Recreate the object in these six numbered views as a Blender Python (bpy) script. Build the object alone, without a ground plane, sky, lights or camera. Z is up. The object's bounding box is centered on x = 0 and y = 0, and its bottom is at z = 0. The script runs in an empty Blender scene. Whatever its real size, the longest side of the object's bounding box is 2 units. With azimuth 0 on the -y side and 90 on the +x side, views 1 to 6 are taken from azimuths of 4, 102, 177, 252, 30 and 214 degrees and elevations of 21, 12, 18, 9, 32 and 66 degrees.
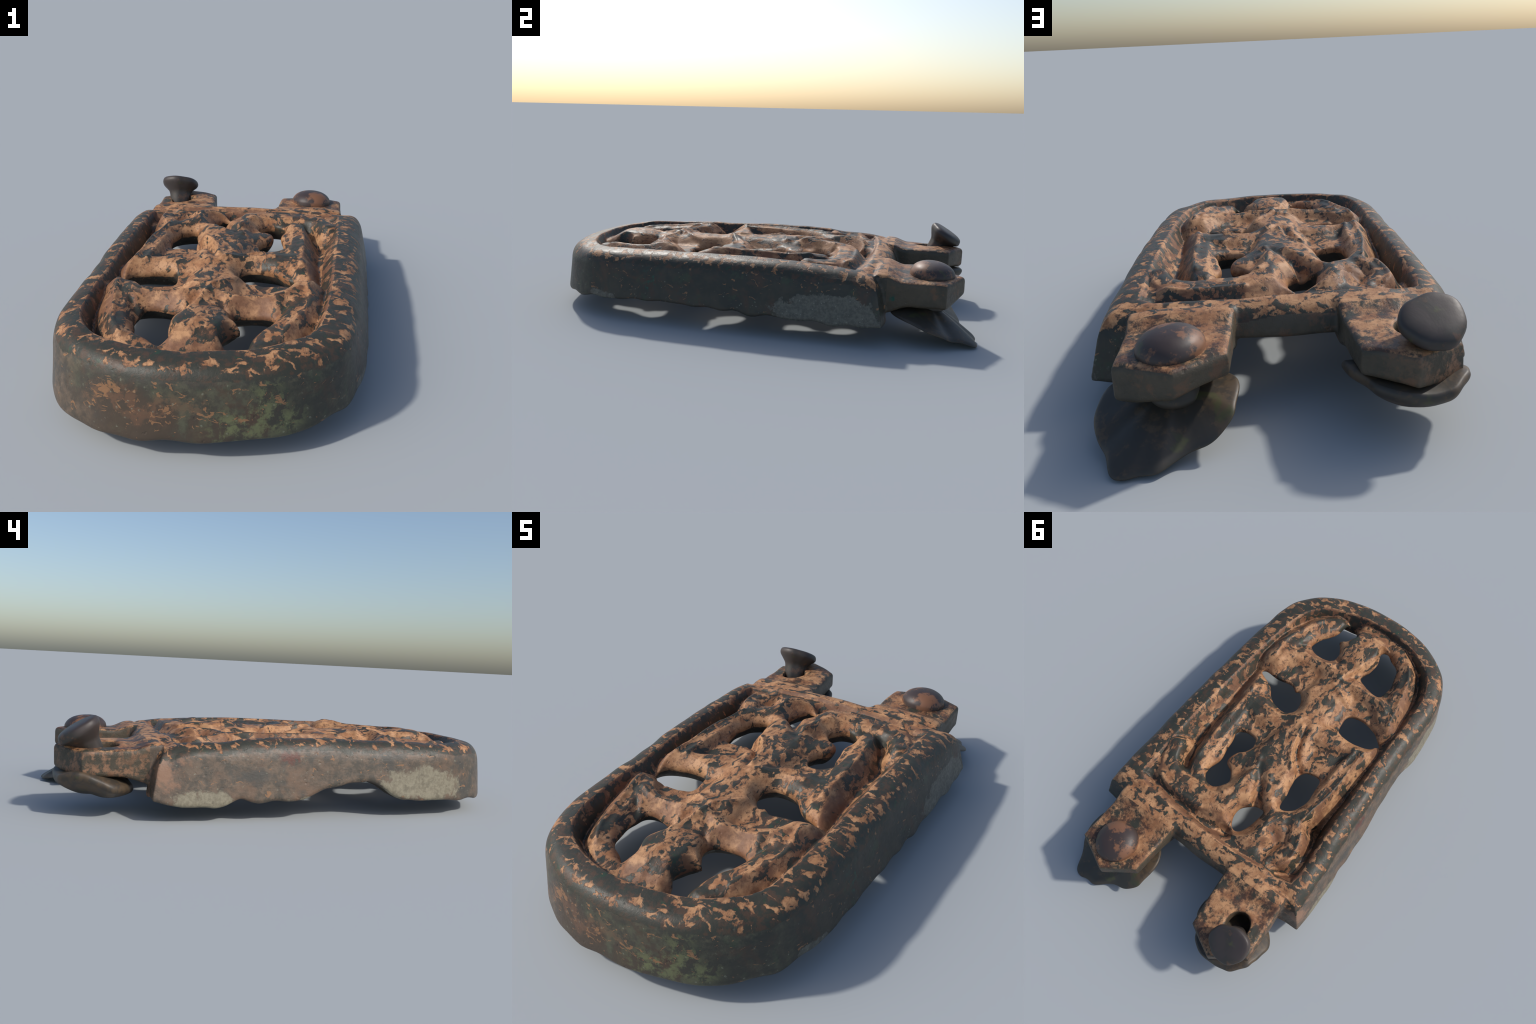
# Cast openwork bronze buckle plate with an interlaced figure, two hinge lugs,
# a domed rivet, a bent mushroom-headed pin and two bent washers.
import bpy, bmesh, math
import numpy as np
from mathutils import Vector, Matrix

STEP = 0.0042
rng = np.random.RandomState(11)

# ------------------------------------------------------------------ helpers
def spline(pts, n=14, closed=True):
    """Catmull-Rom through 2D (or wider) control points."""
    P = np.array(pts, float); m = len(P); out = []
    if not closed:
        P = np.vstack([2 * P[0] - P[1], P, 2 * P[-1] - P[-2]])
        rngi = range(1, m)
        g = lambda i: P[i]
    else:
        rngi = range(m)
        g = lambda i: P[i % m]
    for i in rngi:
        p0, p1, p2, p3 = g(i - 1), g(i), g(i + 1), g(i + 2)
        for t in np.linspace(0, 1, n, endpoint=False):
            out.append(.5 * (2 * p1 + (p2 - p0) * t + (2 * p0 - 5 * p1 + 4 * p2 - p3) * t * t
                             + (3 * p1 - p0 - 3 * p2 + p3) * t ** 3))
    if not closed:
        out.append(P[-2])
    return np.array(out)

def smax(a, b, k):
    h = np.maximum(k - np.abs(a - b), 0) / k
    return np.maximum(a, b) + h * h * k * .25

def smin(a, b, k):
    return -smax(-a, -b, k)

def sstep(x, a, b):
    t = np.clip((x - a) / (b - a), 0, 1)
    return t * t * (3 - 2 * t)

def poly_dist(X, Y, P):
    """signed distance to a closed polygon, negative inside"""
    d2 = np.full(X.shape, 1e9); inside = np.zeros(X.shape, bool)
    Q = np.roll(P, -1, axis=0)
    for (ax, ay), (bx, by) in zip(P, Q):
        ex, ey = bx - ax, by - ay
        L = ex * ex + ey * ey
        if L < 1e-14:
            continue
        t = np.clip(((X - ax) * ex + (Y - ay) * ey) / L, 0, 1)
        d2 = np.minimum(d2, (X - ax - t * ex) ** 2 + (Y - ay - t * ey) ** 2)
        if ay != by:
            c = ((ay > Y) != (by > Y)) & (X < (bx - ax) * (Y - ay) / (by - ay) + ax)
            inside ^= c
    d = np.sqrt(d2)
    return np.where(inside, -d, d)

def line_dist(X, Y, P):
    """distance to an open polyline whose points carry extra channels; channels are interpolated"""
    best = np.full(X.shape, 1e9)
    nch = P.shape[1] - 2
    ch = [np.zeros(X.shape) for _ in range(nch)]
    for a, b in zip(P[:-1], P[1:]):
        ex, ey = b[0] - a[0], b[1] - a[1]
        L = ex * ex + ey * ey + 1e-12
        t = np.clip(((X - a[0]) * ex + (Y - a[1]) * ey) / L, 0, 1)
        d = (X - a[0] - t * ex) ** 2 + (Y - a[1] - t * ey) ** 2
        m = d < best
        best = np.where(m, d, best)
        for i in range(nch):
            ch[i] = np.where(m, a[2 + i] + t * (b[2 + i] - a[2 + i]), ch[i])
    return np.sqrt(best), ch

def wobble(X, Y, Z, freq, n=7, seed=0):
    """smooth pseudo-random field, about -1..1, from summed sine waves"""
    r = np.random.RandomState(seed); s = 0
    for i in range(n):
        v = r.normal(size=3); v /= np.linalg.norm(v)
        f = freq * r.uniform(.6, 1.6) * 2 * math.pi
        s = s + np.sin(f * (v[0] * X + v[1] * Y + v[2] * Z) + r.uniform(0, 6.28))
    return s / (n ** .5 * 1.2)

# ------------------------------------------------------------------ plan field
xs = np.arange(-.64, .64 + 1e-6, STEP)
ys = np.arange(-1.04, 1.0, STEP)
zs = np.arange(0.02, 0.385, STEP)
X, Y = np.meshgrid(xs, ys, indexing='ij')

# outer outline of the frame, at the height of its widest girth (z = 0.1)
OUT_R = [(.573, .606), (.570, .45), (.560, .25), (.546, .0), (.530, -.25), (.515, -.45),
         (.494, -.60), (.452, -.755), (.375, -.865), (.262, -.942), (.13, -.985)]
OUT_L = [(-.02, -1.002), (-.18, -.990), (-.330, -.940), (-.460, -.845), (-.526, -.71), (-.549, -.55),
         (-.556, -.30), (-.560, .0), (-.564, .30), (-.566, .45), (-.565, .612)]
side = spline(OUT_R + OUT_L, 10, closed=False)
back = np.array([(-.45, .624), (-.2, .645), (0, .647), (.2, .640), (.45, .618)])
OUTLINE = np.vstack([side, back])
d_out = poly_dist(X, Y, OUTLINE) + .003 * wobble(X, Y, 0 * X, 1.6, seed=3)

# crest height along the length
cy = [-1.0, -.9, -.8, -.7, -.45, -.2, 0, .25, .42, .55, .62, 1.0]
cz = [.300, .302, .304, .307, .313, .318, .321, .323, .315, .304, .297, .295]
CREST = np.interp(Y, cy, cz)

TAPER = .018 + .022 * sstep(X, -.1, .4) * sstep(Y, -.85, -.5) + .014 * sstep(-X, .1, .4) * sstep(Y, -.7, -.3)   # the sides lean in a little
d_top = d_out + TAPER

t_in = -d_top                           # distance inwards from the top edge
CREST = CREST - .012 * sstep(np.abs(X), .30, .45) * sstep(Y, .05, .35) - .010 * sstep(-X, .3, .5) * sstep(Y, .45, .6)
lip = .088 + .016 * sstep(X, -.15, .3)   # the rim is narrower on the -x side
lip = lip + .015 * sstep(-Y, .6, .95)
fall = .060
# rim: rises from its outer edge to a lip, then slopes down into a groove
u = np.clip(t_in / lip, -1, 1)
rim = CREST - .004 - .022 * (1 - u) ** 2
rim = rim + .0025 * wobble(X, Y, 0 * X, 4.5, seed=21)
depth = .105 + .018 * sstep(-Y, .5, .7) - .022 * sstep(X, .1, .3) * sstep(Y, -.3, -.1) * (1 - sstep(Y, .15, .25))
slope = smin(smax(0 * X, (t_in - lip) * depth / fall, .012), depth, .05)
web = .070 * sstep(t_in, lip + fall + .035, lip + fall + .105)      # the panel between the limbs
rim_z = rim - slope + web
filled = sstep(Y, .30, .40)
rim_back = CREST - .018 - .02 * sstep(Y, .50, .60)
ztop = rim_z * (1 - filled) + np.maximum(rim_back, rim - .6 * slope) * filled
label = np.zeros(X.shape, int)          # 0 = frame
lab_h = np.where((t_in > lip + .045) & (Y < .47), -1., ztop + .004)

LIFT, WIDER, STEEP = .021, .003, 1.3
def ridge(name_id, pts, flat=.02, s=.9, r=.010, k=.012):
    """raise a rounded ridge: points are (x, y, offset below crest[, flat half width])"""
    global ztop, label, lab_h
    P = [tuple(p) + ((flat,) if len(p) == 3 else ()) for p in pts]
    P = spline(P, 8, closed=False)
    d, (off, fl) = line_dist(X, Y, P)
    e = np.maximum(d - fl - WIDER, 0)
    h = CREST + off + LIFT - s * STEEP * (np.sqrt(e * e + r * r) - r) - .10 * np.minimum(d, fl + WIDER)
    m = h > lab_h
    label[m] = name_id
    lab_h = np.maximum(lab_h, h)
    ztop = smax(ztop, h, k)

def carve(pts, w=.03, k=.015):
    """cut a V groove: points are (x, y, depth)"""
    global ztop
    P = spline(pts, 8, closed=False)
    d, (dep,) = line_dist(X, Y, P)
    ztop = ztop - dep * np.exp(-(d / w) ** 2)

HEAD, TORSO, ABDOMEN, ARM_L, ARM_R, LEG_L, LEG_R, LUG_L, LUG_R = range(1, 10)

# upper body of the figure
ridge(TORSO, [(-.045, -.53, -.025, .03), (-.048, -.46, -.020, .04), (-.044, -.40, -.018, .045),
              (-.040, -.33, -.022, .05), (-.035, -.25, -.020, .045), (-.050, -.19, -.018, .045)], s=.8, r=.04)
ridge(HEAD, [(-.025, -.565, -.035, .025), (-.03, -.63, -.012, .045), (-.04, -.70, -.004, .056),
             (-.045, -.76, -.010, .050), (-.04, -.83, -.045, .050), (-.03, -.88, -.06, .05)], s=1.0, r=.03)
ridge(HEAD, [(.00, -.70, -.02, .02), (.05, -.695, -.022, .018), (.085, -.693, -.03, .010)], s=1.0, r=.02)
ridge(ARM_L, [(-.06, -.48, -.015), (-.15, -.505, -.022), (-.24, -.500, -.026), (-.31, -.465, -.024),
              (-.365, -.40, -.026)], flat=.022, s=.9)
ridge(ARM_L, [(-.36, -.40, -.028), (-.345, -.50, -.030), (-.335, -.57, -.034), (-.305, -.68, -.040),
              (-.265, -.755, -.044), (-.19, -.815, -.048), (-.15, -.84, -.056)], flat=.020, s=.9)
ridge(ARM_R, [(-.03, -.50, -.018, .03), (.08, -.53, -.024, .03), (.18, -.510, -.022, .035),
              (.255, -.465, -.014, .030), (.29, -.40, -.012, .02)], s=.8)
ridge(ARM_R, [(.288, -.41, -.014, .02), (.282, -.53, -.024, .028), (.240, -.635, -.032, .032),
              (.200, -.72, -.036, .030), (.165, -.775, -.048, .025)], s=.8)

# lower body
ridge(ABDOMEN, [(-.058, -.165, -.014, .035), (-.045, -.03, -.016, .05), (-.045, .07, -.014, .066),
                (-.06, .14, -.014, .070), (-.10, .20, -.015, .045), (-.16, .245, -.03, .02)], s=.9, r=.03)
ridge(ABDOMEN, [(-.01, .10, -.018, .03), (.06, .13, -.036, .03), (.105, .165, -.044, .024)], s=.9, r=.03)
ridge(LEG_R, [(-.04, -.20, -.02, .03), (.05, -.15, -.028, .04), (.14, -.125, -.026, .045),
              (.22, -.13, -.024, .03)], s=.75)
ridge(LEG_R, [(.285, -.27, -.045, .008), (.262, -.20, -.032, .02), (.250, -.10, -.030, .020), (.252, 0, -.032, .020),
              (.254, .13, -.034, .018), (.248, .23, -.034, .016), (.236, .30, -.034, .016)], s=.9)
ridge(LEG_R, [(-.05, .17, -.006, .03), (-.012, .25, -.014, .035), (.012, .34, -.012, .04), (.06, .40, -.020, .036),
              (.174, .425, -.024, .040), (.29, .412, -.026, .036), (.36, .350, -.026, .024), (.385, .27, -.018, .014)], s=.9)
ridge(LEG_L, [(-.06, -.175, -.02, .03), (-.18, -.18, -.026, .03), (-.28, -.205, -.024, .024),
              (-.34, -.225, -.022, .015)], s=.8)
ridge(LEG_L, [(-.35, -.225, -.022), (-.340, -.06, -.024), (-.334, .05, -.024), (-.315, .166, -.026),
              (-.308, .23, -.028), (-.335, .29, -.024), (-.360, .35, -.030), (-.363, .43, -.030),
              (-.32, .475, -.030)], flat=.018, s=.9)
ridge(LEG_L, [(-.20, .255, -.036, .02), (-.215, .30, -.022, .025), (-.205, .36, -.006, .030), (-.16, .42, -.014, .025)],
      s=.8, r=.03)
ridge(LEG_L, [(-.25, .27, -.03, .02), (-.30, .25, -.03, .02)], s=.8)

# creases and sunk lines
carve([(-.060, -.16, .012), (-.085, -.06, .030), (-.12, .00, .035), (-.165, .04, .03)], w=.020)
carve([(.007, .135, .010), (-.045, .18, .028), (-.075, .24, .040), (-.10, .28, .05)], w=.026)
carve([(-.245, .36, .034), (-.275, .385, .034), (-.26, .43, .026)], w=.034)
carve([(.335, .0, .00), (.338, .08, .005), (.332, .15, .012), (.318, .25, .03), (.296, .31, .03)], w=.028)
carve([(-.400, -.20, .00), (-.400, -.05, .015), (-.397, .10, .03), (-.390, .20, .045), (-.365, .245, .045)], w=.030)
carve([(.385, .44, .012), (.36, .478, .028), (.25, .490, .026), (.124, .499, .024), (.03, .496, .032), (-.06, .47, .060)], w=.030)
carve([(-.395, .22, .040), (-.412, .27, .040), (-.424, .36, .036), (-.414, .45, .042), (-.365, .485, .040), (-.33, .48, .02)], w=.026)
carve([(-.095, -.555, .022), (-.075, -.50, .010)], w=.018)
carve([(.03, -.58, .014), (.00, -.53, .008)], w=.016)
carve([(.235, -.52, .012), (.18, -.60, .018)], w=.02)
ztop = ztop + .0022 * wobble(X, Y, 0 * X, 8, n=9, seed=5) * sstep(t_in, .08, .14) + .0009 * wobble(X, Y, 0 * X, 20, n=10, seed=6) * sstep(t_in, .08, .14)

# thin raised edges that catch the light along the limbs and body
for line, hgt, wid in (
    ([(-.050, -.15), (-.070, -.06), (-.098, .01), (-.140, .06)], .012, .012),
    ([(-.376, -.403), (-.352, -.55), (-.322, -.685), (-.275, -.765)], .008, .012),
    ([(-.07, -.475), (-.15, -.492), (-.24, -.497), (-.32, -.462)], .007, .012),
    ([(-.02, -.485), (.08, -.52), (.18, -.505), (.27, -.445)], .007, .014),
    ([(.300, -.41), (.305, -.53), (.272, -.63), (.225, -.73)], .007, .014),
    ([(-.362, -.22), (-.357, -.06), (-.352, .05), (-.332, .16), (-.322, .23)], .008, .010),
    ([(-.320, -.20), (-.312, -.10), (-.305, .00)], .006, .012),
    ([(.272, -.20), (.270, -.05), (.272, .12), (.262, .26)], .006, .012),
    ([(-.04, -.47), (-.06, -.53), (-.09, -.60)], .009, .014),
    ([(-.04, -.44), (-.10, -.41), (-.16, -.395)], .007, .013),
    ([(-.03, -.43), (.02, -.38), (.05, -.33)], .007, .013),
    ([(-.03, -.19), (.06, -.15), (.16, -.135)], .008, .010),
    ([(-.02, -.17), (.06, -.12), (.12, -.09)], .006, .010),
    ([(.02, .10), (.00, .17), (.02, .26), (.05, .34)], .007, .014),
    ([(.10, .455), (.20, .458), (.30, .45), (.37, .42)], .006, .012),
    ([(-.345, .28), (-.372, .35), (-.376, .43), (-.335, .488)], .007, .012)):
    carve([p + (-1.45 * hgt,) for p in line], w=wid)

# pierced holes
HOLES = [
 # beside the head, +x side, with its waist and forward lobe
 [(.190, -.592), (.162, -.566), (.115, -.562), (.060, -.580), (.048, -.622), (.075, -.665), (.094, -.690),
  (.060, -.705), (.044, -.740), (.044, -.775), (.070, -.806), (.104, -.804), (.120, -.775), (.130, -.715), (.176, -.650)],
 # beside the head, -x side
 [(-.122, -.574), (-.160, -.550), (-.215, -.534), (-.250, -.548), (-.262, -.620), (-.248, -.695),
  (-.222, -.735), (-.186, -.758), (-.150, -.785), (-.126, -.765), (-.142, -.700), (-.138, -.63)],
 # waist, -x side
 [(-.205, -.246), (-.265, -.242), (-.345, -.254), (-.382, -.300), (-.350, -.345), (-.295, -.366),
  (-.235, -.368), (-.190, -.345), (-.188, -.300)],
 # waist, +x side
 [(.295, -.306), (.220, -.268), (.180, -.215), (.135, -.190), (.075, -.190), (.046, -.225), (.055, -.285),
  (.085, -.322), (.105, -.312), (.140, -.334), (.210, -.322), (.285, -.326)],
 # beside the belly, +x side, two lobes round the knob
 [(.190, .086), (.196, .037), (.160, .008), (.105, .014), (.092, .060), (.105, .105), (.132, .130), (.145, .165), (.138, .200),
  (.100, .222), (.078, .271), (.103, .322), (.140, .333), (.176, .313), (.188, .275), (.175, .225), (.176, .165)],
 # beside the belly, -x side
 [(-.199, .233), (-.185, .166), (-.178, .105), (-.170, .068), (-.192, .022), (-.237, .006), (-.270, .020),
  (-.279, .085), (-.276, .157), (-.250, .212)],
 # under the belly
 [(-.076, .434), (-.048, .395), (-.050, .355), (-.078, .316), (-.114, .297), (-.142, .298), (-.142, .338),
  (-.130, .390), (-.108, .432)],
]
d_hole = np.full(X.shape, 1e9)
for h in HOLES:
    d_hole = np.minimum(d_hole, poly_dist(X, Y, spline(h, 8)))
d_hole = d_hole + .003 * wobble(X, Y, 0 * X, 9, seed=9)
# metal rolls down towards the holes
steepness = 1.0 + 1.5 * (label == HEAD)
edge_z = CREST - .042 + .010 * wobble(X, Y, 0 * X, 3.5, seed=17)
ztop = smin(ztop, edge_z + steepness * d_hole, .014)

# underside: the frame wall reaches down, the middle is a hollow shell
zl = np.interp(Y, [-1, -.9, -.76, -.69, -.59, -.435, -.362, -.27, -.177, -.077, .012, .17, .275, .383, .506, .6],
               [.060, .055, .070, .070, .066, .074, .105, .152, .146, .117, .083, .072, .082, .057, .060, .078])
zr = np.interp(Y, [-1, -.9, -.77, -.62, -.47, -.31, -.13, .075, .3, .46, .6],
               [.068, .076, .086, .092, .101, .106, .098, .090, .084, .079, .080])
w = sstep(X, -.25, .35)
zwall = zl * (1 - w) + zr * w + .006 * wobble(X, Y, 0 * X, 6, seed=14)
inner = sstep(-d_out, .075, .11)
shell = np.minimum(.20 + 16 * np.maximum(.06 - np.maximum(d_hole, 0), 0) ** 2, edge_z - .020)
inner = np.maximum(inner, sstep(Y, .25, .32) * (1 - sstep(np.abs(X), .42, .46)))
zbot = zwall * (1 - inner) + shell * inner

# keep metal under the sunk channels
zbot = np.where(d_hole > .02, np.minimum(zbot, ztop - .03), zbot)

# lugs
LUGR = np.array([(.446, .56), (.450, .70), (.454, .858), (.290, .938), (.148, .850), (.136, .70), (.126, .56)])
LUGL = np.array([(-.468, .56), (-.474, .70), (-.478, .862), (-.335, .958), (-.196, .885), (-.180, .70), (-.172, .56)])
d_lr = poly_dist(X, Y, LUGR); d_ll = poly_dist(X, Y, LUGL)
lug_top = .270 + .006 * (X < 0) + .022 * (1 - sstep(Y, .60, .68)) - .012 * sstep(np.abs(X), .33, .46) - .006 * sstep(Y, .8, .95)
lug_top = lug_top + .003 * wobble(X, Y, 0 * X, 5, seed=31)
lug_br = .150 + .048 * sstep(-X, -.42, -.15) + .01 * sstep(Y, .85, .94) - .034 * (1 - sstep(Y, .6, .72))
lug_bl = .158 + .030 * sstep(X, -.45, -.22) - .03 * (1 - sstep(Y, .6, .72))
d_pin = np.sqrt(((X + .362) / .052) ** 2 + ((Y - .778) / .060) ** 2) * .055 - .055

label[(Y > .612) & (X > 0)] = LUG_R
label[(Y > .612) & (X < 0)] = LUG_L
label[(d_out > -.10) & (Y < .3)] = 0

# ------------------------------------------------------------------ solid field
gx, gy = np.gradient(ztop, STEP)
gn = np.sqrt(1 + np.minimum(gx * gx + gy * gy, 4))
Z = zs[None, None, :]
e = lambda a: a[:, :, None].astype(np.float32)
Zf = Z.astype(np.float32)
taper = e(d_out) + e(TAPER) * np.clip((Zf - .10) / .17, -.35, 1.3)
body = smax(smax((Zf - e(ztop)) / e(gn), taper, .048), e(zbot) - Zf, .018)
body = smax(body, -e(d_hole), .014)
lugs_r = smax(smax(e(d_lr), Zf - e(lug_top), .022), e(lug_br) - Zf, .02)
lugs_l = smax(smax(e(d_ll), Zf - e(lug_top), .022), e(lug_bl) - Zf, .02)
lugs_l = smax(lugs_l, -e(d_pin), .015)
F = smin(smin(body, lugs_r, .014), lugs_l, .014)
F = F + (.0011 * wobble(X[:, :, None], Y[:, :, None], Z, 6, n=7, seed=40)).astype(np.float32)
F[0] = F[-1] = 1; F[:, 0] = F[:, -1] = 1; F[:, :, 0] = F[:, :, -1] = 1

def surface_nets(F, org, h):
    """naive surface nets: one vertex per cell that the surface crosses"""
    S = F < 0
    nx, ny, nz = F.shape
    cnt = np.zeros((nx - 1, ny - 1, nz - 1), np.int8)
    for a in (0, 1):
        for b in (0, 1):
            for c in (0, 1):
                cnt += S[a:nx - 1 + a, b:ny - 1 + b, c:nz - 1 + c]
    act = (cnt > 0) & (cnt < 8)
    ijk = np.argwhere(act)
    idx = np.full(act.shape, -1, np.int64); idx[act] = np.arange(len(ijk))
    pos = np.zeros((len(ijk), 3)); n = np.zeros(len(ijk))
    cor = [(a, b, c) for a in (0, 1) for b in (0, 1) for c in (0, 1)]
    for p in cor:
        for ax in range(3):
            if p[ax]:
                continue
            q = list(p); q[ax] = 1
            f0 = F[ijk[:, 0] + p[0], ijk[:, 1] + p[1], ijk[:, 2] + p[2]]
            f1 = F[ijk[:, 0] + q[0], ijk[:, 1] + q[1], ijk[:, 2] + q[2]]
            m = (f0 < 0) != (f1 < 0)
            t = np.where(m, f0 / np.where(m, f0 - f1, 1), 0)
            for k in range(3):
                pos[:, k] += np.where(m, p[k] + (t if k == ax else 0), 0)
            n += m
    V = (ijk + pos / n[:, None]) * h + np.array(org)
    quads = []
    for ax in range(3):
        b, c = (ax + 1) % 3, (ax + 2) % 3
        sl0 = [slice(None)] * 3; sl1 = [slice(None)] * 3
        sl0[ax] = slice(0, -1); sl1[ax] = slice(1, None)
        A0, A1 = S[tuple(sl0)], S[tuple(sl1)]
        ed = np.argwhere(A0 != A1)
        ok = (ed[:, b] > 0) & (ed[:, c] > 0) & (ed[:, b] < F.shape[b] - 1) & (ed[:, c] < F.shape[c] - 1)
        ed = ed[ok]
        def cell(db, dc):
            q = ed.copy(); q[:, b] -= db; q[:, c] -= dc
            return idx[q[:, 0], q[:, 1], q[:, 2]]
        Q = np.stack([cell(1, 1), cell(0, 1), cell(0, 0), cell(1, 0)], 1)
        flip = ~A0[tuple(ed.T)]
        Q[flip] = Q[flip][:, ::-1]
        quads.append(Q)
    return V, np.vstack(quads)

V, Q = surface_nets(F, (xs[0], ys[0], zs[0]), STEP)

# keep the largest piece only (drop stray crumbs)
par = np.arange(len(V))
for _ in range(200):
    m = par[Q].min(1); new = par.copy()
    for k in range(4):
        np.minimum.at(new, Q[:, k], m)
    new = new[new]
    if (new == par).all():
        break
    par = new
main = np.bincount(par).argmax()
Q = Q[par[Q[:, 0]] == main]

# gentle smoothing to take the grid out
for it in range(2):
    acc = np.zeros_like(V); c = np.zeros(len(V))
    for k in range(4):
        a, b = Q[:, k], Q[:, (k + 1) % 4]
        np.add.at(acc, a, V[b]); np.add.at(acc, b, V[a])
        np.add.at(c, a, 1); np.add.at(c, b, 1)
    c[c == 0] = 1
    V = V + (.5 if it % 2 == 0 else -.3) * (acc / c[:, None] - V)

fn = np.cross(V[Q[:, 2]] - V[Q[:, 0]], V[Q[:, 3]] - V[Q[:, 1]])
VN = np.zeros_like(V)
for k in range(4):
    np.add.at(VN, Q[:, k], fn)
VN /= np.linalg.norm(VN, axis=1)[:, None] + 1e-12

# ------------------------------------------------------------------ materials
class NB:
    def __init__(self, name):
        self.mat = bpy.data.materials.new(name); self.mat.use_nodes = True
        self.t = self.mat.node_tree; self.t.nodes.clear()
        self.out = self.t.nodes.new('ShaderNodeOutputMaterial')
        self.bs = self.t.nodes.new('ShaderNodeBsdfPrincipled')
        self.t.links.new(self.bs.outputs[0], self.out.inputs[0])
        tc = self.t.nodes.new('ShaderNodeTexCoord')
        self.co = tc.outputs['Object']
        ge = self.t.nodes.new('ShaderNodeNewGeometry')
        self.nrm = ge.outputs['Normal']
    def put(self, sock, v):
        if isinstance(v, bpy.types.NodeSocket):
            self.t.links.new(v, sock)
        else:
            sock.default_value = v
    def mapping(self, v, scale=(1, 1, 1), rot=(0, 0, 0), loc=(0, 0, 0)):
        n = self.t.nodes.new('ShaderNodeMapping')
        self.put(n.inputs[0], v); n.inputs['Scale'].default_value = scale
        n.inputs['Rotation'].default_value = rot; n.inputs['Location'].default_value = loc
        return n.outputs[0]
    def noise(self, scale, detail=4, rough=.55, dist=0, v=None, color=False):
        n = self.t.nodes.new('ShaderNodeTexNoise')
        self.put(n.inputs['Vector'], v or self.co)
        n.inputs['Scale'].default_value = scale; n.inputs['Detail'].default_value = detail
        n.inputs['Roughness'].default_value = rough; n.inputs['Distortion'].default_value = dist
        return n.outputs[1 if color else 0]
    def voronoi(self, scale, v=None, feature='F1', rand=1):
        n = self.t.nodes.new('ShaderNodeTexVoronoi'); n.feature = feature
        self.put(n.inputs['Vector'], v or self.co)
        n.inputs['Scale'].default_value = scale; n.inputs['Randomness'].default_value = rand
        return n.outputs[0]
    def math(self, op, a, b=0., c=None, clamp=False):
        n = self.t.nodes.new('ShaderNodeMath'); n.operation = op; n.use_clamp = clamp
        self.put(n.inputs[0], a); self.put(n.inputs[1], b)
        if c is not None: self.put(n.inputs[2], c)
        return n.outputs[0]
    def step(self, v, a, b):
        n = self.t.nodes.new('ShaderNodeMapRange'); n.interpolation_type = 'SMOOTHSTEP'
        self.put(n.inputs[0], v); n.inputs[1].default_value = a; n.inputs[2].default_value = b
        return n.outputs[0]
    def mix(self, f, a, b):
        n = self.t.nodes.new('ShaderNodeMix'); n.data_type = 'RGBA'
        self.put(n.inputs[0], f)
        for s, v in ((n.inputs[6], a), (n.inputs[7], b)):
            self.put(s, v if isinstance(v, bpy.types.NodeSocket) else tuple(v) + (1,))
        return n.outputs[2]
    def vmath(self, op, a, b=None):
        n = self.t.nodes.new('ShaderNodeVectorMath'); n.operation = op
        self.put(n.inputs[0], a)
        if b is not None: self.put(n.inputs[1], b)
        return n.outputs[1] if op in ('DOT_PRODUCT', 'LENGTH') else n.outputs[0]
    def sep(self, v):
        n = self.t.nodes.new('ShaderNodeSeparateXYZ'); self.put(n.inputs[0], v)
        return n.outputs
    def warp(self, amount, scale, v=None):
        """domain warp: shift the coordinates by a coloured noise"""
        c = self.noise(scale, 3, .5, v=v, color=True)
        c = self.vmath('SUBTRACT', c, (.5, .5, .5))
        n = self.t.nodes.new('ShaderNodeVectorMath'); n.operation = 'SCALE'
        self.put(n.inputs[0], c); n.inputs['Scale'].default_value = amount
        return self.vmath('ADD', v or self.co, n.outputs[0])
    def finish(self, col, rough, h=None, strength=.3, dist=.004, metallic=0., spec=.5):
        self.put(self.bs.inputs['Base Color'], col)
        self.put(self.bs.inputs['Roughness'], rough)
        self.bs.inputs['Metallic'].default_value = metallic
        self.bs.inputs['Specular IOR Level'].default_value = spec
        if h is not None:
            b = self.t.nodes.new('ShaderNodeBump')
            b.inputs['Strength'].default_value = strength; b.inputs['Distance'].default_value = dist
            self.put(b.inputs['Height'], h)
            self.put(self.bs.inputs['Normal'], b.outputs[0])
        return self.mat

COPPER = (.50, .268, .128); COPPER2 = (.31, .140, .060); RUST = (.12, .058, .032)
DARK = (.040, .040, .029); DARKBROWN = (.060, .036, .026); OLIVE = (.055, .062, .034); TAN = (.27, .24, .17)

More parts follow.
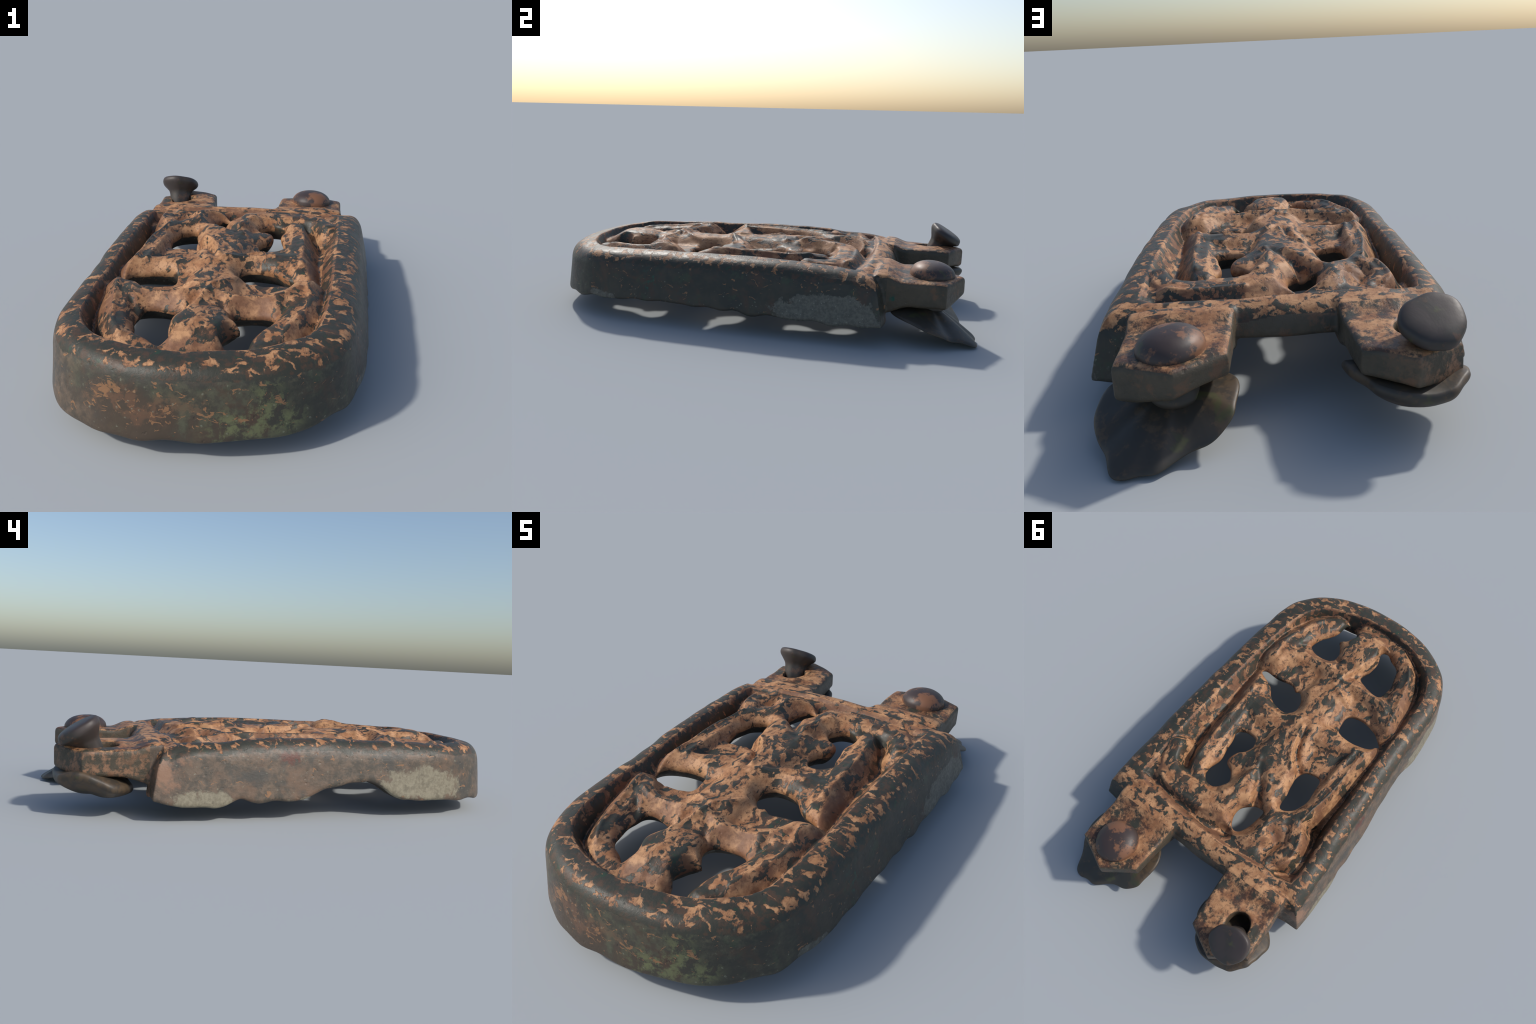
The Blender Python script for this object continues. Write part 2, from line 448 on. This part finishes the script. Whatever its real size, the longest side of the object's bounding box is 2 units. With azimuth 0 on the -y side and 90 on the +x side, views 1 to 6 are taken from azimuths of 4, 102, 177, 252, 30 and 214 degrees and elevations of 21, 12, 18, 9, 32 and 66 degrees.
def bronze(name, kind):
    b = NB(name)
    P = b.co
    N = b.sep(b.nrm); S = b.sep(P)
    big = b.noise(2.2, 3)
    fine = b.noise(70, 5, .65)
    mid = b.noise(16, 5, .6)
    # worn copper flakes: warped, drawn-out noise with crisp edges
    wv = b.warp(.055, 14)
    wv = b.mapping(wv, (1, .6, 1), (0, 0, .6))
    flake = b.noise(22, 4, .55, .8, v=wv)
    flake2 = b.noise(75, 5, .65, .7, v=wv)
    fl = b.math('ADD', b.math('MULTIPLY', flake, .70), b.math('MULTIPLY', flake2, .30))
    fl = b.math('ADD', fl, b.math('MULTIPLY', b.math('SUBTRACT', b.noise(5.5, 3, .5), .5), .42))
    up = N[2]
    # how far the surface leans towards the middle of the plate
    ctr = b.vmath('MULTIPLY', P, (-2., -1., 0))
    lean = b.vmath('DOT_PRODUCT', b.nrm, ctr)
    streak = b.noise(40, 5, .7, .6, v=b.mapping(b.warp(.04, 9), (1, .22, 1), (0, 0, .9)))
    copper = b.mix(b.step(mid, .38, .66), COPPER, COPPER2)
    copper = b.mix(b.math('MULTIPLY', b.step(streak, .54, .66), .7), copper, (.17, .085, .045))
    copper = b.mix(b.math('MULTIPLY', b.step(fine, .52, .70), .8), copper, RUST)
    dark = b.mix(b.step(mid, .5, .75), DARK, (.045, .048, .036))
    dark = b.mix(b.step(b.noise(24, 4, v=b.warp(.05, 20)), .62, .70), dark, (.030, .055, .032))
    dark = b.mix(b.math('MULTIPLY', b.step(b.noise(34, 5, .65), .47, .62), .8), dark, (.088, .050, .030))
    flatdark = b.math('MULTIPLY', b.step(up, .78, .98), -.06)
    if kind == 'figure':
        v = b.math('ADD', fl, b.math('ADD', flatdark, .060))
        m = b.step(v, .482, .522)
    elif kind == 'frame':
        rv = b.mapping(b.warp(.045, 16), (.70, 1.05, .9), (0, 0, -.45))
        fl = b.math('ADD', b.math('MULTIPLY', b.noise(29, 3, .5, .5, v=rv), .75), b.math('MULTIPLY', flake2, .25))
        fl = b.math('ADD', fl, b.math('MULTIPLY', b.math('SUBTRACT', big, .5), .12))
        bias = b.math('ADD', b.math('MULTIPLY', b.step(lean, .04, .30), .10), b.math('MULTIPLY', b.step(up, .3, .8), .13))
        v = b.math('ADD', fl, b.math('SUBTRACT', bias, .180))
        v = b.math('ADD', v, b.math('MULTIPLY', b.step(S[1], .42, .60), .08))
        m = b.step(v, .482, .522)
    else:
        sp = b.math('ADD', b.math('MULTIPLY', b.noise(11, 6, .75, v=wv), .6), b.math('MULTIPLY', b.noise(50, 5, .7), .4))
        m = b.step(sp, .44, .56)
    if kind == 'lug':
        dark = b.mix(b.step(mid, .4, .6), DARK, (.075, .038, .024))
    if kind == 'figure':
        worn = b.math('MULTIPLY', b.step(b.math('MULTIPLY', lean, -1.), .12, .34), b.step(b.math('ADD', mid, b.math('MULTIPLY', big, .5)), .55, .85))  # dark brown tint on limb slopes that face out into the groove
        copper = b.mix(b.math('MULTIPLY', worn, .75), copper, (.16, .075, .042))
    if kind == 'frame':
        worn = b.math('MULTIPLY', b.step(lean, .14, .32), b.step(b.math('ADD', mid, b.math('MULTIPLY', big, .5)), .56, .82))  # rim's inward slope coloured darker brown, picked by surface lean
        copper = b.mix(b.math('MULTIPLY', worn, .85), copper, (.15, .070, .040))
    # reddish brown halo where the dark skin thins out towards the bare copper
    halo = b.math('SUBTRACT', b.step(v, .455, .485), b.step(v, .515, .56)) if kind != 'lug' else b.math('MULTIPLY', b.step(mid, .4, .6), .5)
    copper = b.mix(b.math('MULTIPLY', halo, .55), copper, (.21, .090, .042))
    top = b.mix(m, dark, copper)
    # fine dark cracks in the worn copper
    # sides: patinated skin, browner on the -x side, with green bloom, spots and tan crust low down
    s1 = b.noise(5, 6, .65, .4)
    s2 = b.noise(30, 6, .7)
    def spot(c, r, soft=.35, amt=.9):
        """noisy-edged patch round a point of the surface"""
        d = b.vmath('MULTIPLY', b.vmath('SUBTRACT', P, c), (1 / r[0], 1 / r[1], 1 / r[2]))
        d = b.vmath('LENGTH', d)
        d = b.math('ADD', d, b.math('MULTIPLY', b.math('SUBTRACT', s1, .5), amt * 4.0))
        d = b.math('ADD', d, b.math('MULTIPLY', b.math('SUBTRACT', s2, .5), amt * 2.0))
        return b.step(d, 1 + soft * .5, 1 - soft * .5)
    def anyof(*m):
        o = m[0]
        for q in m[1:]: o = b.math('MAXIMUM', o, q)
        return o
    west = b.step(b.math('ADD', S[0], b.math('MULTIPLY', b.math('SUBTRACT', s1, .5), .5)), -.22, -.50)
    side = b.mix(b.step(s1, .42, .62), (.040, .040, .032), (.062, .054, .040))
    green = b.step(b.math('ADD', b.math('MULTIPLY', s1, .5), b.math('MULTIPLY', s2, .5)), .46, .62)
    front = b.step(S[1], -.60, -.85)
    side = b.mix(b.math('MULTIPLY', b.step(b.noise(8, 5, .65, .4, v=b.mapping(P, loc=(4, 1, 7))), .50, .66), .8), side, (.080, .048, .032))
    side = b.mix(b.math('MULTIPLY', b.step(b.noise(13, 5, .7, .2, v=b.mapping(P, loc=(1, 9, 3))), .55, .68), .7), side, (.050, .066, .040))
    side = b.mix(b.math('MULTIPLY', green, front), side, (.090, .090, .058))
    moss = spot((.14, -1., .12), (.12, .2, .10), .9, 1.2)
    side = b.mix(b.math('MULTIPLY', moss, b.step(s2, .42, .6)), side, (.135, .145, .070))
    umber = spot((-.30, -.98, .12), (.30, .3, .09), .9, 1.2)
    side = b.mix(b.math('MULTIPLY', umber, .8), side, (.075, .052, .036))
    brown = b.mix(b.step(s2, .38, .64), (.072, .062, .048), (.150, .108, .076))
    brown = b.mix(b.math('MULTIPLY', b.step(s1, .50, .66), .7), brown, (.17, .105, .068))
    brown = b.mix(b.step(b.noise(7, 4, .6, v=b.mapping(P, loc=(2, 5, 1))), .52, .66), brown, (.070, .064, .054))
    side = b.mix(west, side, brown)
    chips = b.noise(26, 4, .6, .8, v=b.mapping(b.warp(.05, 12), (1, 1, 2.)))
    cluster = anyof(spot((-.13, -1., .18), (.26, .2, .055), 1., .8), b.math('MULTIPLY', b.step(S[2], .21, .29), .5))
    chips = b.step(b.math('ADD', chips, b.math('MULTIPLY', cluster, .085)), .65, .67)
    side = b.mix(b.math('MULTIPLY', b.step(b.math('ADD', s2, b.math('MULTIPLY', cluster, .10)), .56, .66), b.math('MULTIPLY', cluster, .5)), side, (.17, .085, .048))
    side = b.mix(b.math('MULTIPLY', chips, .85), side, (.27, .140, .068))
    specks = b.step(b.voronoi(48, v=b.warp(.02, 30)), .20, .12)
    specks = b.math('MULTIPLY', specks, b.step(s2, .48, .6))
    side = b.mix(b.math('MULTIPLY', specks, .55), side, (.22, .23, .17))
    verd = b.step(b.noise(14, 5, .7, 1.2), .70, .74)
    verd = anyof(verd, b.math('MULTIPLY', spot((.52, -.42, .22), (.06, .05, .06), .5, 2.), b.step(s2, .50, .60)))
    side = b.mix(b.math('MULTIPLY', verd, .8), side, (.022, .095, .065))
    tan = b.mix(b.step(fine, .35, .65), (.26, .232, .165), (.19, .165, .115))
    tan = b.mix(b.math('MULTIPLY', b.step(s2, .52, .66), .6), tan, (.12, .105, .075))
    ash = b.mix(b.step(fine, .35, .65), (.135, .13, .105), (.085, .083, .068))
    ash = b.mix(b.step(b.voronoi(55), .16, .10), ash, (.20, .19, .16))
    if kind == 'lug':
        side = b.mix(b.step(s1, .35, .6), (.055, .048, .034), (.095, .075, .050))
        side = b.mix(b.math('MULTIPLY', west, b.step(s2, .45, .6)), side, (.24, .13, .075))
        side = b.mix(b.math('MULTIPLY', b.step(b.noise(12, 5, .7), .55, .66), .7), side, (.16, .085, .048))
        side = b.mix(spot((.44, .645, .18), (.05, .03, .03), .5, 1.5), side, (.022, .095, .065))
    else:
        side = b.mix(spot((-.57, .57, .21), (.09, .06, .08), .9, 1.4), side, (.25, .145, .092))
        side = b.mix(b.math('MULTIPLY', spot((-.57, .07, .245), (.06, .045, .035), .5, .9), b.step(s2, .36, .5)), side, (.12, .050, .036))
        side = b.mix(anyof(spot((-.57, .41, .055), (.2, .16, .062), .3, .7), spot((-.57, -.03, .075), (.2, .10, .045), .3, .8),
                           spot((-.54, -.56, .135), (.2, .17, .075), .3, .7)), side, tan)
        side = b.mix(anyof(spot((.56, .38, .10), (.2, .24, .085), .16, .6), spot((.53, -.66, .105), (.1, .08, .022), .2, .6)), side, ash)
    k = b.math('ADD', up, b.math('MULTIPLY', b.math('SUBTRACT', flake, .5), .35))
    # only surfaces facing outwards or down carry the side skin
    outw = b.step(lean, .0, -.06)
    if kind == 'figure':
        topmask = b.step(k, -.35, -.25)
    elif kind == 'lug':
        topmask = b.step(k, .55, .72)
    else:
        topmask = b.math('MAXIMUM', b.step(k, .40, .46), b.math('SUBTRACT', 1., outw))
    col = b.mix(topmask, side, top)
    rough = b.math('ADD', .46, b.math('MULTIPLY', m, .12))
    rough = b.math('ADD', rough, b.math('MULTIPLY', b.math('SUBTRACT', fine, .5), .3))
    h = b.math('ADD', b.math('MULTIPLY', fl, -.6), b.math('MULTIPLY', fine, .25))
    h = b.math('ADD', h, b.math('MULTIPLY', m, -.25))
    pits = b.step(b.voronoi(38, v=b.warp(.03, 25)), .30, .05)
    h = b.math('SUBTRACT', h, b.math('MULTIPLY', b.math('MULTIPLY', pits, b.step(mid, .5, .65)), .8))
    h = b.math('ADD', h, b.math('MULTIPLY', streak, .5))
    return b.finish(col, rough, h, .45, .005, spec=.38)

def plain(name, c1, c2, spot, amt=.62, rough=.34):
    b = NB(name)
    n1 = b.noise(9, 5, .6, .5); n2 = b.noise(45, 5, .65)
    col = b.mix(b.step(n1, .38, .62), c1, c2)
    sp = b.step(b.math('ADD', b.math('MULTIPLY', n1, .6), b.math('MULTIPLY', n2, .4)), amt - .06, amt + .02)
    col = b.mix(sp, col, spot)
    col = b.mix(b.math('MULTIPLY', b.step(b.noise(12, 3, .5, .3, v=b.mapping(b.co, loc=(3, 1, 2))), .62, .70), .7), col, (.07, .075, .028))
    r = b.math('ADD', rough, b.math('MULTIPLY', b.math('SUBTRACT', n2, .5), .25))
    return b.finish(col, r, b.math('ADD', n1, b.math('MULTIPLY', n2, .3)), .2, .005)

M_FRAME = bronze('worn_bronze_frame', 'frame')
M_FIG = bronze('worn_bronze_figure', 'figure')
M_LUG = bronze('worn_bronze_lug', 'lug')
M_PIN = plain('dark_pin_bronze', (.050, .038, .034), (.036, .032, .026), (.10, .055, .034), .60, .50)
M_RIVET = plain('dark_rivet_bronze', (.050, .034, .030), (.040, .030, .026), (.20, .092, .048), .54, .48)
M_WASH = plain('dark_washer_bronze', (.042, .036, .028), (.058, .042, .028), (.085, .058, .034), .54, .50)

# ------------------------------------------------------------------ object assembly
root = bpy.data.objects.new('bronze_buckle', None)
root.empty_display_size = .2
root['label'] = 'worn cast bronze openwork buckle with interlaced figure'
root['category'] = 'belt buckle'
bpy.context.collection.objects.link(root)

def add_obj(name, me, mat, parent=None):
    o = bpy.data.objects.new(name, me)
    me.materials.append(mat)
    o.parent = parent or root
    bpy.context.collection.objects.link(o)
    return o

fc = V[Q].mean(1)
ix = np.clip(((fc[:, 0] - xs[0]) / STEP).round().astype(int), 0, len(xs) - 1)
iy = np.clip(((fc[:, 1] - ys[0]) / STEP).round().astype(int), 0, len(ys) - 1)
flab = label[ix, iy]

def part(name, ids, mat):
    m = np.isin(flab, ids)
    q = Q[m]
    used, inv = np.unique(q, return_inverse=True)
    q = inv.reshape(q.shape)
    me = bpy.data.meshes.new(name)
    me.vertices.add(len(used)); me.vertices.foreach_set('co', V[used].astype(np.float32).ravel())
    me.loops.add(q.size); me.loops.foreach_set('vertex_index', q.astype(np.int32).ravel())
    me.polygons.add(len(q))
    me.polygons.foreach_set('loop_start', np.arange(0, q.size, 4, dtype=np.int32))
    me.polygons.foreach_set('loop_total', np.full(len(q), 4, np.int32))
    me.update(calc_edges=True); me.validate()
    me.polygons.foreach_set('use_smooth', np.ones(len(me.polygons), bool))
    me.normals_split_custom_set_from_vertices(VN[used].tolist())
    return add_obj(name, me, mat)

part('frame', [0], M_FRAME)
part('head', [HEAD], M_FIG)
part('torso', [TORSO], M_FIG)
part('abdomen', [ABDOMEN], M_FIG)
part('arm', [ARM_L], M_FIG)
part('arm', [ARM_R], M_FIG)
part('leg', [LEG_L], M_FIG)
part('leg', [LEG_R], M_FIG)
lug_r = part('hinge_lug', [LUG_R], M_LUG)
lug_l = part('hinge_lug', [LUG_L], M_LUG)

def lathe(profile, n=48, squash=None, mat=None, bump=0., seed=0):
    """surface of revolution from (r, z) points, capped on the axis; mat = placing matrix"""
    P = spline(profile, 6, closed=False)
    me = bmesh.new()
    r_ = np.random.RandomState(seed); ph = r_.uniform(0, 6.28, 4)
    rings = []
    for r, z in P:
        if r < 1e-4:
            rings.append([me.verts.new((0, 0, z))]); continue
        ring = []
        for i in range(n):
            a = 2 * math.pi * i / n
            f = 1 + bump * (math.sin(2 * a + ph[0]) * .5 + math.sin(3 * a + ph[1]) * .6 + math.sin(5 * a + ph[2]) * .35)
            ring.append(me.verts.new((r * f * math.cos(a), r * f * math.sin(a), z)))
        rings.append(ring)
    for A, B in zip(rings[:-1], rings[1:]):
        for i in range(n):
            j = (i + 1) % n
            if len(A) == 1 and len(B) == 1: continue
            if len(A) == 1: me.faces.new((A[0], B[i], B[j]))
            elif len(B) == 1: me.faces.new((A[i], A[j], B[0])[::-1])
            else: me.faces.new((A[i], B[i], B[j], A[j]))
    bmesh.ops.recalc_face_normals(me, faces=me.faces)
    if mat is not None:
        me.transform(mat)
    m = bpy.data.meshes.new('turned')
    me.to_mesh(m); me.free()
    m.polygons.foreach_set('use_smooth', np.ones(len(m.polygons), bool))
    return m

# domed rivet on the +x lug: low lens head and shank down through lug and washer
tilt = Matrix.Rotation(math.radians(-4), 4, 'X') @ Matrix.Rotation(math.radians(3), 4, 'Y')
prof = [(0, .066), (.028, .0645), (.055, .058), (.078, .045), (.092, .028), (.096, .014), (.095, -.002), (.08, -.012), (0, -.012)]
rivet = add_obj('rivet', lathe(prof, 56, mat=Matrix.Translation((.302, .797, .258)) @ tilt, bump=.018, seed=4), M_RIVET)
prof = [(0, .21), (.055, .20), (.058, .16), (.070, .128), (.06, .11), (.030, .11), (0, .11)]
add_obj('shank', lathe(prof, 32, mat=Matrix.Translation((.300, .790, .0)), bump=.02, seed=5), M_WASH, rivet)

# bent pin: leaning stem flaring into a tilted mushroom head
def bent_pin():
    bm = bmesh.new(); n = 40
    # (centre x, y, z, radius, tilt of the ring about x in degrees)
    rows = [(-.372, .800, .085, .0, 0), (-.372, .800, .085, .045, 0), (-.375, .804, .16, .048, 0), (-.380, .815, .22, .050, 4), (-.384, .828, .258, .050, 10),
            (-.387, .844, .284, .054, 22), (-.389, .853, .300, .068, 29), (-.390, .861, .312, .082, 33),
            (-.390, .867, .321, .088, 34), (-.390, .873, .332, .087, 34), (-.391, .878, .340, .081, 33),
            (-.391, .8805, .3445, .066, 32), (-.391, .882, .3465, .042, 31), (-.391, .8825, .347, .015, 31), (-.391, .8825, .347, .0, 31)]
    R = spline(rows[1:-1], 4, closed=False)
    rings = []
    for cx, cy_, cz_, r, tl in R:
        t = math.radians(tl); ring = []
        for i in range(n):
            a = 2 * math.pi * i / n
            f = 1 + .04 * math.sin(2 * a + .8) + .04 * math.sin(3 * a + 2) + .015 * math.sin(7 * a)
            lx, ly = r * f * math.cos(a), r * f * math.sin(a)
            ring.append(bm.verts.new((cx + lx, cy_ + ly * math.cos(t), cz_ - ly * math.sin(t))))
        rings.append(ring)
    for A, B in zip(rings[:-1], rings[1:]):
        for i in range(n):
            bm.faces.new((A[i], A[(i + 1) % n], B[(i + 1) % n], B[i]))
    bm.faces.new(rings[0][::-1]); bm.faces.new(rings[-1])
    bmesh.ops.recalc_face_normals(bm, faces=bm.faces)
    m = bpy.data.meshes.new('bent_pin'); bm.to_mesh(m); bm.free()
    m.polygons.foreach_set('use_smooth', np.ones(len(m.polygons), bool))
    return m
add_obj('bent_pin', bent_pin(), M_PIN)

# bent washers: sheet with a free-form edge, drawn out from the middle
def sheet(name, centre, edge, thick, power=1.3, under=0., ripple=.0, seed=1, ragged=.007):
    E = spline(edge, 8); n = len(E)
    for _ in range(8):
        E = .5 * E + .25 * (np.roll(E, 1, 0) + np.roll(E, -1, 0))
    th = np.linspace(0, 2 * math.pi, n, endpoint=False)
    rag = 1 + ragged * (.8 * np.sin(3 * th + seed) + .7 * np.sin(7 * th + 2 * seed) + .35 * np.sin(13 * th + 3 * seed))
    E[:, :2] = np.array(centre)[:2] + (E[:, :2] - np.array(centre)[:2]) * rag[:, None]
    E[:, 2] -= .005
    E[:, 2] += ragged * .22 * np.sin(4 * th + seed)
    bm = bmesh.new(); r_ = np.random.RandomState(seed); ph = r_.uniform(0, 6.28, 5)
    C = np.array(centre)
    def ring(s, up):
        out = []
        for i in range(n):
            a = 2 * math.pi * i / n
            p = C + (E[i] - C) * s
            p[2] = C[2] + (E[i][2] - C[2]) * s ** power
            p[2] += ripple * math.sin(2 * a + ph[0]) * s * s + ripple * .7 * math.sin(9 * p[0] * 3 + 7 * p[1] + ph[1]) * s
            edge_t = math.sqrt(max(0., 1 - max(0., (s - .93) / .07) ** 2))
            p[2] += (thick * .5 * edge_t) if up else -(thick * .5 * edge_t + under * (1 - s * s))
            out.append(bm.verts.new(p))
        return out
    S = [i / 14 * .93 for i in range(1, 15)] + [.95, .965, .98, .99, .997]
    top = [ring(s, True) for s in S]; bot = [ring(s, False) for s in S]
    rim_ = ring(1.0, True)
    def band(A, B, f):
        for i in range(n):
            j = (i + 1) % n
            q = (A[i], A[j], B[j], B[i])
            bm.faces.new(q if f else q[::-1])
    for A, B in zip(top[:-1], top[1:]): band(A, B, True)
    for A, B in zip(bot[:-1], bot[1:]): band(A, B, False)
    band(top[-1], rim_, True); band(bot[-1], rim_, False)
    for Rg, z in ((top[0], 1), (bot[0], -1)):
        bm.faces.new(Rg)
    bmesh.ops.recalc_face_normals(bm, faces=bm.faces)
    me = bpy.data.meshes.new(name); bm.to_mesh(me); bm.free()
    me.polygons.foreach_set('use_smooth', np.ones(len(me.polygons), bool))
    return me

edge_r = [(.160, .690, .128), (.130, .740, .136), (.126, .790, .138), (.134, .850, .128), (.142, .885, .112), (.175, .910, .078), (.215, .930, .050), (.262, .936, .034), (.300, .958, .022),
          (.345, .994, .016), (.392, .992, .012), (.430, .999, .008), (.464, .983, .012), (.480, .930, .036), (.498, .885, .042), (.518, .850, .060), (.532, .790, .078), (.520, .735, .102), (.495, .680, .118),
          (.440, .635, .126), (.340, .625, .120), (.230, .640, .118)]
add_obj('washer', sheet('washer', (.300, .78, .140), edge_r, .014, 1.25, 0, .004, 2), M_WASH)
edge_l = [(-.190, .700, .125), (-.164, .770, .160), (-.176, .840, .166), (-.205, .865, .162), (-.222, .918, .155), (-.265, .950, .150), (-.340, .962, .152), (-.400, .952, .158), (-.445, .935, .156),
          (-.492, .890, .155), (-.500, .85, .148), (-.514, .800, .134), (-.506, .740, .112), (-.440, .680, .098), (-.350, .655, .098), (-.250, .660, .112)]
add_obj('washer', sheet('washer', (-.345, .80, .176), [(x, y, z + .008) for x, y, z in edge_l], .026, 1.1, .086, .007, 6, .018), M_WASH)

# set the whole down on the ground and centre it on the frame
bpy.context.view_layer.update()
